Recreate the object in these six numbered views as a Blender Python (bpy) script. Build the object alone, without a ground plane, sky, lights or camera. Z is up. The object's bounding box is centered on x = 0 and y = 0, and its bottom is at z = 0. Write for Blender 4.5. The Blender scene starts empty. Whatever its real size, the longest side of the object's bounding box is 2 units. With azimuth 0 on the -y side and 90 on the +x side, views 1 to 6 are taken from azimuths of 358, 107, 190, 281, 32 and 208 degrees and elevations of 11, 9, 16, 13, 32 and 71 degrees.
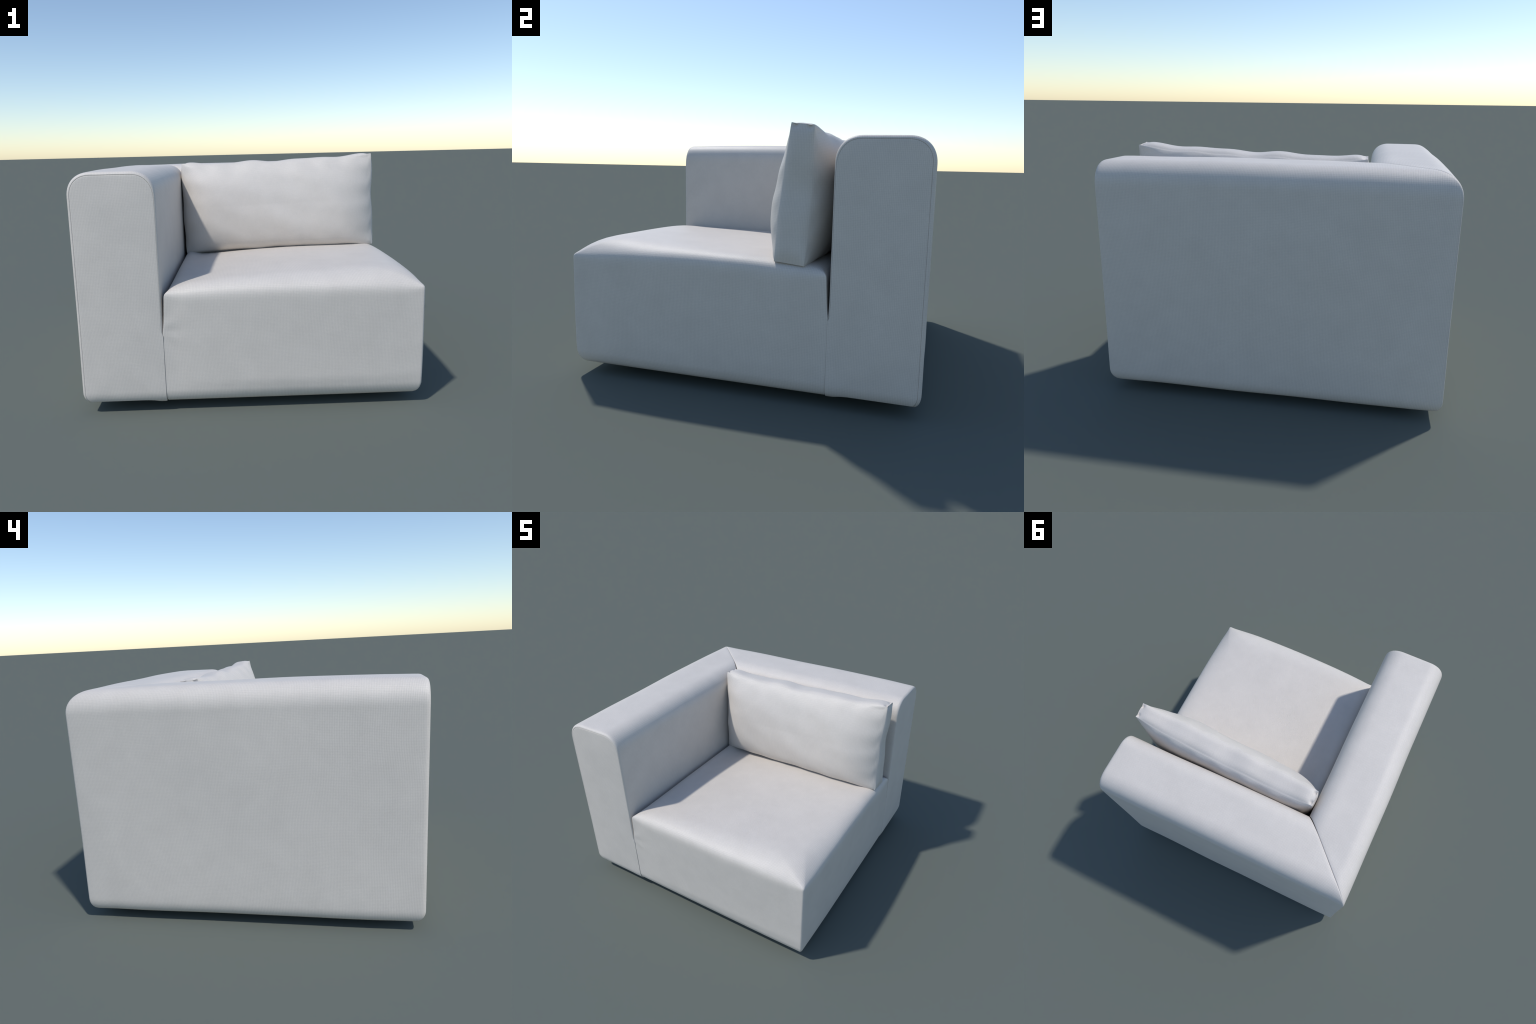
"""Upholstered corner sofa module: armrest + backrest joined by a mitred seam,
a crowned seat block, hidden feet, and one loose box cushion."""
import bpy, math
import numpy as np
from mathutils import Vector

# ------------------------------------------------------------------ sizes (m)
OUT_X, OUT_Y = 0.985, 0.992   # outer faces of armrest (x=-OUT_X) and backrest (y=+OUT_Y)
THICK = 0.475        # thickness of armrest and backrest
END = 0.954          # where the side covers stop, before the end panels
TOP = 1.388          # top of armrest and backrest
LOW = 0.057          # underside of the body
R_TOP = 0.135        # radius of the long top edges
R_LOW, H_LOW = 0.046, 0.080        # radius of the bottom edges
SEAT_L, SEAT_R = -0.5115, 0.9775
SEAT_F, SEAT_B = -0.975, 0.5190
SLIT = 0.478         # the seat parts from armrest and backrest above this height


def smooth(a, b, x):
    t = np.clip((np.asarray(x, float) - a) / (b - a), 0, 1)
    return t * t * (3 - 2 * t)


def ripple(x, y, z, seed=0.0):
    """Soft aperiodic unevenness of stuffed fabric, about -1..1."""
    s = seed
    return (np.sin(2.9 * x + 1.7 * y + 1.3 * z + s) + np.sin(-2.1 * x + 3.7 * y - 2.2 * z + 2.1 * s + 1)
            + np.sin(5.3 * x - 1.1 * y + 4.1 * z + 3.3 * s + 2) * 0.6
            + np.sin(1.9 * x + 6.1 * y + 5.7 * z + 0.7 * s + 4) * 0.5) / 3.1


# ------------------------------------------------------------------ mesh tools
def grid_faces(rows, cols, wrap, first=0):
    f = []
    for i in range(rows - 1):
        a, b = first + i * cols, first + (i + 1) * cols
        for j in range(cols if wrap else cols - 1):
            k = (j + 1) % cols
            f.append((a + j, a + k, b + k, b + j))
    return f


def make_object(name, verts, faces, material, parent=None, recalc=True, weld=0.0):
    me = bpy.data.meshes.new(name)
    me.from_pydata([tuple(map(float, v)) for v in verts], [], faces)
    import bmesh
    bm = bmesh.new()
    bm.from_mesh(me)
    if weld:
        bmesh.ops.remove_doubles(bm, verts=bm.verts, dist=weld)
    if recalc:
        bmesh.ops.recalc_face_normals(bm, faces=bm.faces)
    for f in bm.faces:
        f.smooth = True
    bm.to_mesh(me)
    bm.free()
    me.materials.append(material)
    ob = bpy.data.objects.new(name, me)
    bpy.context.scene.collection.objects.link(ob)
    ob.parent = parent
    return ob


def resample(points, step):
    """Even steps along a closed polyline."""
    p = np.vstack([points, points[:1]])
    d = np.r_[0, np.cumsum(np.linalg.norm(np.diff(p, axis=0), axis=1))]
    n = int(round(d[-1] / step))
    t = np.arange(n) * d[-1] / n
    return np.c_[np.interp(t, d, p[:, 0]), np.interp(t, d, p[:, 1])]


def corner_arc(cx, cz, r, a0, a1, power=2.0, n=24, rz=None):
    """Quarter superellipse."""
    a = np.radians(np.linspace(a0, a1, n))
    c, s = np.cos(a), np.sin(a)
    return np.c_[cx + r * np.sign(c) * np.abs(c) ** (2 / power), cz + (rz or r) * np.sign(s) * np.abs(s) ** (2 / power)]


# ------------------------------------------------------------------ materials
def nodes_of(name):
    m = bpy.data.materials.new(name)
    m.use_nodes = True
    nt = m.node_tree
    nt.nodes.clear()
    out = nt.nodes.new("ShaderNodeOutputMaterial")
    bsdf = nt.nodes.new("ShaderNodeBsdfPrincipled")
    nt.links.new(bsdf.outputs[0], out.inputs[0])
    return m, nt, bsdf


def woven_fabric(name, base, pitch=0.0082, turn=(0, 0, 0)):
    """Pale woven upholstery: a fine thread grid, light mottling."""
    m, nt, bsdf = nodes_of(name)
    N, L = nt.nodes.new, nt.links.new
    co = N("ShaderNodeTexCoord")
    mp = N("ShaderNodeMapping")
    mp.inputs["Rotation"].default_value = turn
    L(co.outputs["Object"], mp.inputs[0])
    # the cloth is pulled a little out of true
    warp = N("ShaderNodeTexNoise")
    warp.inputs["Scale"].default_value = 2.2
    warp.inputs["Detail"].default_value = 1.0
    L(mp.outputs[0], warp.inputs["Vector"])
    off = N("ShaderNodeVectorMath"); off.operation = "SCALE"
    off.inputs["Scale"].default_value = 0.03
    L(warp.outputs["Color"], off.inputs[0])
    add = N("ShaderNodeVectorMath"); add.operation = "ADD"
    L(mp.outputs[0], add.inputs[0]); L(off.outputs[0], add.inputs[1])
    sc = N("ShaderNodeVectorMath"); sc.operation = "SCALE"
    sc.inputs["Scale"].default_value = 2 * math.pi / pitch
    L(add.outputs[0], sc.inputs[0])
    sep = N("ShaderNodeSeparateXYZ")
    L(sc.outputs[0], sep.inputs[0])
    # threads run across the surface only: each axis fades where it points out of the cloth
    geo = N("ShaderNodeNewGeometry")
    nsep = N("ShaderNodeSeparateXYZ")
    L(geo.outputs["Normal"], nsep.inputs[0])
    total = None
    for k, weight in enumerate((1.0, 1.0, 0.6)):
        s = N("ShaderNodeMath"); s.operation = "SINE"
        L(sep.outputs[k], s.inputs[0])
        sq = N("ShaderNodeMath"); sq.operation = "MULTIPLY"
        L(nsep.outputs[k], sq.inputs[0]); L(nsep.outputs[k], sq.inputs[1])
        inv = N("ShaderNodeMath"); inv.operation = "MULTIPLY_ADD"
        L(sq.outputs[0], inv.inputs[0])
        inv.inputs[1].default_value = -weight
        inv.inputs[2].default_value = weight
        w = N("ShaderNodeMath"); w.operation = "MULTIPLY"
        L(s.outputs[0], w.inputs[0]); L(inv.outputs[0], w.inputs[1])
        if total is None:
            total = w
        else:
            t = N("ShaderNodeMath"); t.operation = "ADD"
            L(total.outputs[0], t.inputs[0]); L(w.outputs[0], t.inputs[1])
            total = t
    a2 = total
    thread = N("ShaderNodeMapRange")
    thread.inputs["From Min"].default_value = -2.2
    thread.inputs["From Max"].default_value = 2.2
    L(a2.outputs[0], thread.inputs["Value"])
    mott = N("ShaderNodeTexNoise")
    mott.inputs["Scale"].default_value = 7.0
    mott.inputs["Detail"].default_value = 5.0
    mott.inputs["Roughness"].default_value = 0.6
    L(co.outputs["Object"], mott.inputs["Vector"])
    grain = N("ShaderNodeTexNoise")
    grain.inputs["Scale"].default_value = 160.0
    grain.inputs["Detail"].default_value = 2.0
    L(co.outputs["Object"], grain.inputs["Vector"])

    def ranged(node, socket, lo, hi, a, b):
        r = N("ShaderNodeMapRange")
        r.inputs["From Min"].default_value = a
        r.inputs["From Max"].default_value = b
        r.inputs["To Min"].default_value = lo
        r.inputs["To Max"].default_value = hi
        L(node.outputs[socket], r.inputs["Value"])
        return r
    f1 = ranged(thread, "Result", 0.90, 1.10, 0, 1)
    f2 = ranged(mott, "Fac", 0.97, 1.03, 0.3, 0.7)
    f3 = ranged(grain, "Fac", 0.97, 1.03, 0.3, 0.7)
    m1 = N("ShaderNodeMath"); m1.operation = "MULTIPLY"
    L(f1.outputs[0], m1.inputs[0]); L(f2.outputs[0], m1.inputs[1])
    m2 = N("ShaderNodeMath"); m2.operation = "MULTIPLY"
    L(m1.outputs[0], m2.inputs[0]); L(f3.outputs[0], m2.inputs[1])
    col = N("ShaderNodeVectorMath"); col.operation = "SCALE"
    col.inputs[0].default_value = base
    L(m2.outputs[0], col.inputs["Scale"])
    L(col.outputs[0], bsdf.inputs["Base Color"])
    bump = N("ShaderNodeBump")
    bump.inputs["Strength"].default_value = 0.16
    bump.inputs["Distance"].default_value = 0.002
    L(thread.outputs["Result"], bump.inputs["Height"])
    L(bump.outputs[0], bsdf.inputs["Normal"])
    bsdf.inputs["Roughness"].default_value = 0.55
    bsdf.inputs["Specular IOR Level"].default_value = 0.45
    bsdf.inputs["Sheen Weight"].default_value = 0.0
    bsdf.inputs["Sheen Roughness"].default_value = 0.5
    return m


FABRIC = (0.630, 0.583, 0.533)
fabric_arm = woven_fabric("woven_fabric", FABRIC)
fabric_cushion = woven_fabric("cushion_fabric", FABRIC, pitch=0.0078)
dark_plastic, _nt, _b = nodes_of("dark_plastic")
_n = _nt.nodes.new("ShaderNodeTexNoise")
_n.inputs["Scale"].default_value = 40
_r = _nt.nodes.new("ShaderNodeMapRange")
_r.inputs["To Min"].default_value = 0.35
_r.inputs["To Max"].default_value = 0.55
_nt.links.new(_n.outputs["Fac"], _r.inputs["Value"])
_nt.links.new(_r.outputs[0], _b.inputs["Roughness"])
_b.inputs["Base Color"].default_value = (0.03, 0.03, 0.032, 1)

# ------------------------------------------------------------------ things
sofa = bpy.data.objects.new("corner_sofa", None)
bpy.context.scene.collection.objects.link(sofa)
sofa["label"] = "pale grey upholstered corner sofa module with square rounded sides"
sofa["category"] = "sofa"


# ------------------------------------------------------------------ armrest, backrest
def side_profile():
    """Closed section of a side: a = distance in from the outer face, z up."""
    pts = np.vstack([
        corner_arc(THICK - R_TOP, TOP - R_TOP, R_TOP, 0, 90, 2.25),
        corner_arc(R_TOP, TOP - R_TOP, R_TOP, 90, 180, 2.25),
        corner_arc(R_LOW, LOW + H_LOW, R_LOW, 180, 270, rz=H_LOW),
        corner_arc(THICK - 0.006, LOW + 0.006, 0.006, 270, 360, n=6),
    ])
    pts = resample(pts, 0.0125)
    # outer face a little full, tucked in towards the bottom
    full = 0.003 * (1 - smooth(0.1, 0.6, pts[:, 1]))
    pts[:, 0] = np.where(pts[:, 0] < THICK * 0.5, pts[:, 0] - full * (1 - pts[:, 0] / (THICK * 0.5)), pts[:, 0])
    return pts


def inward(p):
    t = np.roll(p, -1, 0) - np.roll(p, 1, 0)
    n = np.c_[-t[:, 1], t[:, 0]]
    return n / np.linalg.norm(n, axis=1)[:, None]


PROFILE = side_profile()
NORMAL = inward(PROFILE)


def build_side(name, to_world, corner, seed):
    """to_world(a, run, z): run grows from the free end (-END) towards the mitre."""
    p, n = PROFILE, NORMAL
    a, z = p[:, 0], p[:, 1]
    mitre = corner - a                                  # run at which this thread meets the mitre
    under = np.clip(1 - (z - LOW) / H_LOW, 0, 1)     # the free end rounds under at the bottom
    tuck = R_LOW * (1 - np.sqrt(np.clip(1 - under ** 2, 0, 1)))
    # no seam ring where the seat joins on
    joined = smooth(0.40, 0.47, a) * (1 - smooth(SLIT - 0.010, SLIT + 0.010, z))
    free = -END + tuck
    narrow = 0.9 - 0.5 * smooth(0.35, 0.47, a) * (1 - smooth(1.2, 1.36, z))     # seam sits nearer the edge on the seat side
    rings = []
    # edge rolled over towards the end panel, closing in a fine seam
    roll = [(-0.0205, 0.0204), (-0.0228, 0.0196), (-0.0234, 0.0180), (-0.0232, 0.0160), (-0.0222, 0.0128),
            (-0.0200, 0.0092), (-0.0165, 0.0058), (-0.0120, 0.0030), (-0.0065, 0.0010), (0.0, 0.0001)]
    for i, (back, inset) in enumerate(roll):
        square = -0.0242 + 0.0242 * i / (len(roll) - 1)
        rings.append((free + back * (1 - joined) + square * joined, inset * narrow * (1 - joined)))
    us = np.r_[np.linspace(0.006, 0.03, 3), np.linspace(0.05, 1.93, 130)[1:-1] / 1.96]
    for u in us:
        rings.append((free + (mitre - free) * u, np.zeros_like(a)))
    for d, inset in [(0.010, 0.0), (0.006, 0.0006), (0.003, 0.002), (0.0012, 0.0042), (0.0, 0.0065)]:
        rings.append((mitre - d, np.full_like(a, inset)))
    V = []
    for run, ins in rings:
        u = (run - free) / (mitre - free)
        wob = 0.0035 * ripple(3 * a, 1.6 * run, 1.6 * z, seed) * smooth(0, 0.12, u) * smooth(0, 0.08, 1 - u)
        long = np.sin(np.pi * np.clip(u, 0, 1)) ** 0.7
        wob = wob - 0.004 * long * smooth(0.04, 0.2, z) * (1 - smooth(0.9, 1.3, z))
        wob = wob - 0.009 * long * np.clip(-n[:, 1], 0, 1) * (z > 0.8)     # crowned top
        q = p + n * (ins + wob)[:, None]
        V.append(to_world(q[:, 0], run, q[:, 1]))
    ob = make_object(name, np.vstack(V), grid_faces(len(rings), len(p), True), fabric_arm, sofa)

    # ---- flat end panel set inside the seam ring
    core = np.c_[np.full_like(a, THICK * 0.5), np.clip(z, 0.30, 1.15)]
    ins0 = 0.0204 * narrow * (1 - joined) + 0.0004 * joined
    edge = p + n * ins0[:, None]
    V, rows = [], 0
    ring_depth = [(0.0, -0.0205), (0.002, -0.0226), (0.006, -0.0235), (0.014, -0.0238)]
    for l, d in ring_depth + [(l, None) for l in np.linspace(0.02, 1, 24)[1:]]:
        q = edge + (core - edge) * l
        if d is None:
            d = -0.0238 - 0.007 * (1 - (1 - l) ** 2)
        d = d * (1 - joined * (l < 0.02)) - 0.0238 * joined * (l < 0.02)
        zz = q[:, 1]
        und = np.clip(1 - (zz - LOW) / H_LOW, 0, 1)
        tk = R_LOW * (1 - np.sqrt(np.clip(1 - und ** 2, 0, 1)))
        run = -END + tk + d + 0.0012 * ripple(4 * q[:, 0], 0, 3 * zz, seed + 5) * smooth(0.03, 0.3, l)
        V.append(to_world(q[:, 0], run, zz))
        rows += 1
    make_object("end_panel", np.vstack(V), grid_faces(rows, len(p), True), fabric_arm, ob)
    return ob


build_side("armrest", lambda a, run, z: np.c_[-OUT_X + a, run, z], OUT_Y, 0.4)
build_side("backrest", lambda a, run, z: np.c_[-run, OUT_Y - a + 0.004 * smooth(0.30, 0.47, a) * smooth(0.3, -0.6, run) * smooth(SLIT - 0.02, SLIT + 0.1, z), z], OUT_X, 2.7)


# ------------------------------------------------------------------ seat
def rounded_ring(x0, x1, y0, y1, r, n=120, m=5):
    """Counter-clockwise rounded rectangle, n points per side, m per corner;
    r = radii front left, front right, back right, back left."""
    pts = []
    e = np.linspace(0, 1, n)
    e = e - 0.06 * np.sin(2 * np.pi * e)
    fl, fr, br, bl = r
    for (ax, ay), (bx, by), (cx, cy), a0, q in [
            ((x0 + fl, y0), (x1 - fr, y0), (x1 - fr, y0 + fr), -90, fr), ((x1, y0 + fr), (x1, y1 - br), (x1 - br, y1 - br), 0, br),
            ((x1 - br, y1), (x0 + bl, y1), (x0 + bl, y1 - bl), 90, bl), ((x0, y1 - bl), (x0, y0 + fl), (x0 + fl, y0 + fl), 180, fl)]:
        pts.append(np.c_[ax + (bx - ax) * e, ay + (by - ay) * e])
        t = np.radians(a0 + np.linspace(0, 90, m + 2)[1:-1])
        pts.append(np.c_[cx + q * np.cos(t), cy + q * np.sin(t)])
    return np.vstack(pts)


def build_seat():
    # wall and rim: (offset in from the wall, height)
    wall = [(0.060, LOW + 0.002), (0.046, LOW + 0.003), (0.033, LOW + 0.008), (0.022, LOW + 0.017), (0.013, LOW + 0.029), (0.006, LOW + 0.045), (0.002, LOW + 0.062)]
    wall += [(0.0, z) for z in np.linspace(LOW + 0.075, 0.655, 46)]
    wall = [(o, z, z + 0.043 * float(smooth(0.35, 0.66, z))) for o, z in wall]
    # third figure: the tighter turn that the rim makes at the corners
    rim = [(0.0005, 0.668, 0.7050), (0.0015, 0.680, 0.7100), (0.003, 0.690, 0.7135), (0.006, 0.7005, 0.7175),
           (0.010, 0.710, 0.7210), (0.016, 0.7185, 0.7245), (0.024, 0.7265, 0.7285), (0.034, 0.7335, 0.7325),
           (0.046, 0.7395, 0.7365), (0.060, 0.7445, 0.7405), (0.078, 0.7485, 0.745), (0.100, 0.7515, 0.749),
           (0.13, 0.7535, 0.7525), (0.165, 0.7545, 0.7545)]
    top = [(o, 0.755, 0.755) for o in np.linspace(0.20, 0.7318, 32)]
    V = []
    for o, z, z_corner in wall + rim + top:
        lean = 0.018 * np.clip((z - SLIT) / 0.23, 0, 1) ** 0.6           # slit opens upwards on the two joined sides
        inner = min(0.9 * max(0.0, o - 0.006), 0.3, (0.7322 - o) * 0.6) if z > SLIT else 0.0
        tiny = 1.0 if o < 0.7 else 0.05
        r = [inner + tiny * q for q in (0.003, 0.014, 0.0008 if z < SLIT else 0.004, 0.002)]
        q = rounded_ring(SEAT_L + lean + (o if z > SLIT else o * 0.2), SEAT_R - o,
                         SEAT_F + o, SEAT_B - lean - (o if z > SLIT else o * 0.2), r)
        x, y = q[:, 0], q[:, 1]
        zz = np.full_like(x, z)
        X = (x - SEAT_L) / (SEAT_R - SEAT_L) * 2 - 1
        Y = (y - SEAT_F) / (SEAT_B - SEAT_F) * 2 - 1
        belly = 0.70 * smooth(LOW, LOW + 0.15, zz) + 0.30 * smooth(0.25, 0.70, zz)
        wx = smooth(-1, -0.6, X) * smooth(-1, -0.75, -X)
        wy = smooth(-1, -0.75, Y) * smooth(-1, -0.75, -Y)
        near_f = np.clip(1 - (y - SEAT_F) / 0.25, 0, 1) ** 2
        near_r = np.clip(1 - (SEAT_R - x) / 0.25, 0, 1) ** 2
        y = y + near_f * (0.002 + 0.007 * smooth(0.35, 0.7, zz)) * smooth(0.55, 1.0, X)                 # the open corner stands back a little
        x = x - near_r * (0.003 * smooth(0.4, 1.0, -Y) + 0.002 * (1 - smooth(LOW, LOW + 0.3, zz)))
        y = y - near_f * belly * (0.026 * np.clip(1 - ((X - 0.15) / 1.15) ** 2, 0, 1) * smooth(-1, -0.8, X) + 0.002 * wx * ripple(2 * x, 0, 2 * zz, 1))
        x = x + near_r * wy * belly * (0.008 + 0.002 * ripple(0, 2 * y, 2 * zz, 3))
        # pull folds fanning out from the foot of the slit on the front
        dx, dz = q[:, 0] - SEAT_L, zz - SLIT
        rad = np.hypot(dx, dz) + 1e-6
        fan = np.sin(7.0 * np.arctan2(dz, dx + 0.03) + 0.8) * np.exp(-rad / 0.085) * smooth(0.0, 0.08, rad)
        y = y + 0.0028 * fan * (q[:, 1] < SEAT_F + 0.02)
        # crown of the stuffed top: highest front right, sinking to the inner corner
        a, b = 1 - np.abs(X) ** np.where(X > 0, 3.4, 2.5), 1 - np.abs(Y) ** np.where(Y < 0, 3.4, 2.5)
        a = a * (1 - 0.8 * smooth(-0.2, 1, Y))
        b = b * smooth(-1, 0.2, X)
        edge, mid = a + b - a * b, np.clip((1 - X ** 2) * (1 - Y ** 2), 0, 1)
        tilt = (-0.014 - 0.026 * Y + 0.020 * X + 0.006 * np.exp(-((Y + 0.75) / 0.3) ** 2) * smooth(-0.6, 0.3, X)) * smooth(0.0, 0.16, o)
        tight = np.clip(np.abs(X * Y), 0, 1) ** 9
        zz = zz + (z_corner - z) * tight
        zz = zz + (0.035 * edge - 0.012 * (1 - tight)) * smooth(0.45, 0.73, z) + (0.008 * mid + tilt) * smooth(0.70, 0.75, z)
        zz = zz + 0.0025 * ripple(2.2 * x, 2.2 * y, 0, 6) * smooth(0.7, 0.75, z)
        V.append(np.c_[x, y, zz])
    m = len(V[0])
    f = grid_faces(len(V), m, True)
    f.append(tuple(range((len(V) - 1) * m, len(V) * m)))
    f.append(tuple(reversed(range(m))))
    return make_object("seat", np.vstack(V), f, fabric_arm, sofa)


build_seat()

# ------------------------------------------------------------------ underside and feet
def foot_mesh():
    prof = [(0.0, 0.0), (0.052, 0.0), (0.056, 0.004), (0.060, LOW - 0.006), (0.060, LOW + 0.02), (0.0, LOW + 0.02)]
    n = 40
    v, f = [], []
    for r, z in prof:
        for k in range(n):
            t = 2 * math.pi * k / n
            v.append((r * math.cos(t), r * math.sin(t), z))
    return v, grid_faces(len(prof), n, True)


fv, ff = foot_mesh()
foot = make_object("foot", fv, ff, dark_plastic, sofa, weld=1e-5)
foot.location = (-0.80, -0.74, 0)
for x, y in [(0.74, -0.74), (-0.80, 0.81), (0.74, 0.81)]:
    c = foot.copy()
    c.location = (x, y, 0)
    bpy.context.scene.collection.objects.link(c)


# ------------------------------------------------------------------ loose cushion
CORNER = {  # middle of the border strip at the four corners, as it leans on the backrest
    "tr": (0.970, 0.358, 1.450), "tl": (-0.510, 0.408, 1.402),
    "br": (0.975, 0.306, 0.738), "bl": (-0.492, 0.352, 0.694)}
EDGE = 0.058        # half width of the border strip


def cushion_point(s, t, k):
    """s, t in -1..1 across the face; k in -1..1 from the back seam to the front seam."""
    c = {q: np.array(v) for q, v in CORNER.items()}
    a, b = (s + 1) / 2, (t + 1) / 2
    base = (np.outer((1 - a) * (1 - b), c["bl"]) + np.outer(a * (1 - b), c["br"])
            + np.outer((1 - a) * b, c["tl"]) + np.outer(a * b, c["tr"]))
    # seams are drawn in between the corners, which stand out as ears
    ws = 0.029 * (1 - np.abs(s) ** 5) + 0.004 * np.sin(9 * s + 1) * (1 - s ** 2) + 0.003 * np.sin(17 * s + 2.4) * (1 - s ** 4)
    wt = 0.014 * (1 - np.abs(t) ** 4) + 0.004 * np.sin(7 * t + 0.6) * (1 - t ** 2)
    base[:, 2] -= ws * np.clip(t, 0, 1) ** 3 - 0.6 * ws * np.clip(-t, 0, 1) ** 3
    base[:, 0] -= wt * s ** 3
    base[:, 0] -= 0.014 * np.clip(0.4 - k, 0, 1.4) / 1.4 * np.clip(s, 0, 1) ** 6 * (1 - t ** 2)      # open end slants in at the back
    # the front direction follows the lean
    front = np.array([0.0, -1.0, 0.10])
    front /= np.linalg.norm(front)
    half = EDGE * (1 + 0.36 * (1 - b) * smooth(0.0, 1.0, s)) * (1 + 0.25 * (1 - s ** 2) * np.clip(np.abs(t), 0, 1)) * (1 + 0.10 * (1 - t ** 2))
    both = np.clip(np.abs(s) * np.abs(t), 0, 1) ** 14            # blunt corners
    base[:, 0] -= 0.010 * both * np.sign(s)
    base[:, 2] -= 0.008 * both * np.sign(t)
    return base, front, half


def swell(s, t, sign):
    b = (t + 1) / 2
    lo, hi = (0.52, 0.82) if sign > 0 else (0.62, 0.60)
    peak = lo / (lo + hi)
    fill = np.clip(b, 0, 1) ** lo * np.clip(1 - b, 0, 1) ** hi / (peak ** lo * (1 - peak) ** hi)
    across = np.clip(1 - np.abs(s) ** np.where(s < 0, 8.0, 4.6), 0, 1) ** 0.9
    h = (0.128 if sign > 0 else 0.092) * fill * across
    ds, dt = 1 - np.abs(s), 1 - np.abs(t)
    pucker = (np.sin(23 * s + 3 * t) * np.exp(-dt / 0.22) * smooth(0, 0.06, dt)
              + np.sin(15 * t + 2 * s + 1.2) * np.exp(-ds / 0.12) * smooth(0, 0.03, ds))
    rip = ripple(3.2 * s, 0, 2.1 * t, 1.5 + sign)
    return h + 0.0035 * pucker * smooth(0, 0.1, np.minimum(ds * 2, dt)) + 0.006 * rip * np.clip(ds * dt * 4, 0, 1)


def build_cushion():
    ns, ntt, nk = 240, 130, 22
    def ease(n):
        e = np.linspace(-1, 1, n)
        return np.sin(e * np.pi / 2) * 0.75 + e * 0.25
    S, T = np.meshgrid(ease(ns), ease(ntt))
    s, t = S.ravel(), T.ravel()
    verts, faces, first = [], [], 0
    for sign in (1, -1):
        base, front, half = cushion_point(s, t, sign)
        verts.append(base + front[None] * (sign * (half + swell(s, t, sign)))[:, None])
        faces += grid_faces(ntt, ns, False, first)
        first += ns * ntt
    # border strip
    es, et = ease(ns), ease(ntt)
    loop = np.vstack([np.c_[es[:-1], np.full(ns - 1, -1.0)], np.c_[np.full(ntt - 1, 1.0), et[:-1]],
                      np.c_[es[::-1][:-1], np.full(ns - 1, 1.0)], np.c_[np.full(ntt - 1, -1.0), et[::-1][:-1]]])
    ls, lt = loop[:, 0], loop[:, 1]
    out = np.zeros((len(loop), 3))
    out[:, 0] = np.where(np.abs(ls) > 0.9999, ls, 0)
    out[:, 2] = np.where(np.abs(lt) > 0.9999, lt, 0)
    out /= np.linalg.norm(out, axis=1)[:, None]
    along = np.where(np.abs(ls) > 0.9999, (1 - np.abs(lt)) * 0.35, (1 - np.abs(ls)) * 0.74)
    corner = np.exp(-((1 - np.abs(ls)) * 0.74 / 0.05) ** 2) * np.exp(-((1 - np.abs(lt)) * 0.35 / 0.05) ** 2)
    for k in np.linspace(1, -1, nk):
        base, front, half = cushion_point(ls, lt, k)
        full = 1 - k ** 4
        bulge = full * (0.013 + 0.003 * np.sin(11 * ls + 5 * lt) - 0.014 * corner)
        # the strip is tucked in beside each corner point
        pit = np.exp(-((np.abs(k) - 0.62) / 0.22) ** 2) * np.exp(-((along - 0.016) / 0.014) ** 2)
        bulge = bulge - 0.011 * pit * (lt > 0)
        verts.append(base + front[None] * (k * half)[:, None] + out * bulge[:, None])
    faces += grid_faces(nk, len(loop), True, first)
    return np.vstack(verts), faces


cv, cf = build_cushion()
cushion = make_object("cushion", cv, cf, fabric_cushion, None, weld=1e-5)
cushion["label"] = "pale grey rectangular box cushion leaning on the backrest"
cushion["category"] = "cushion"
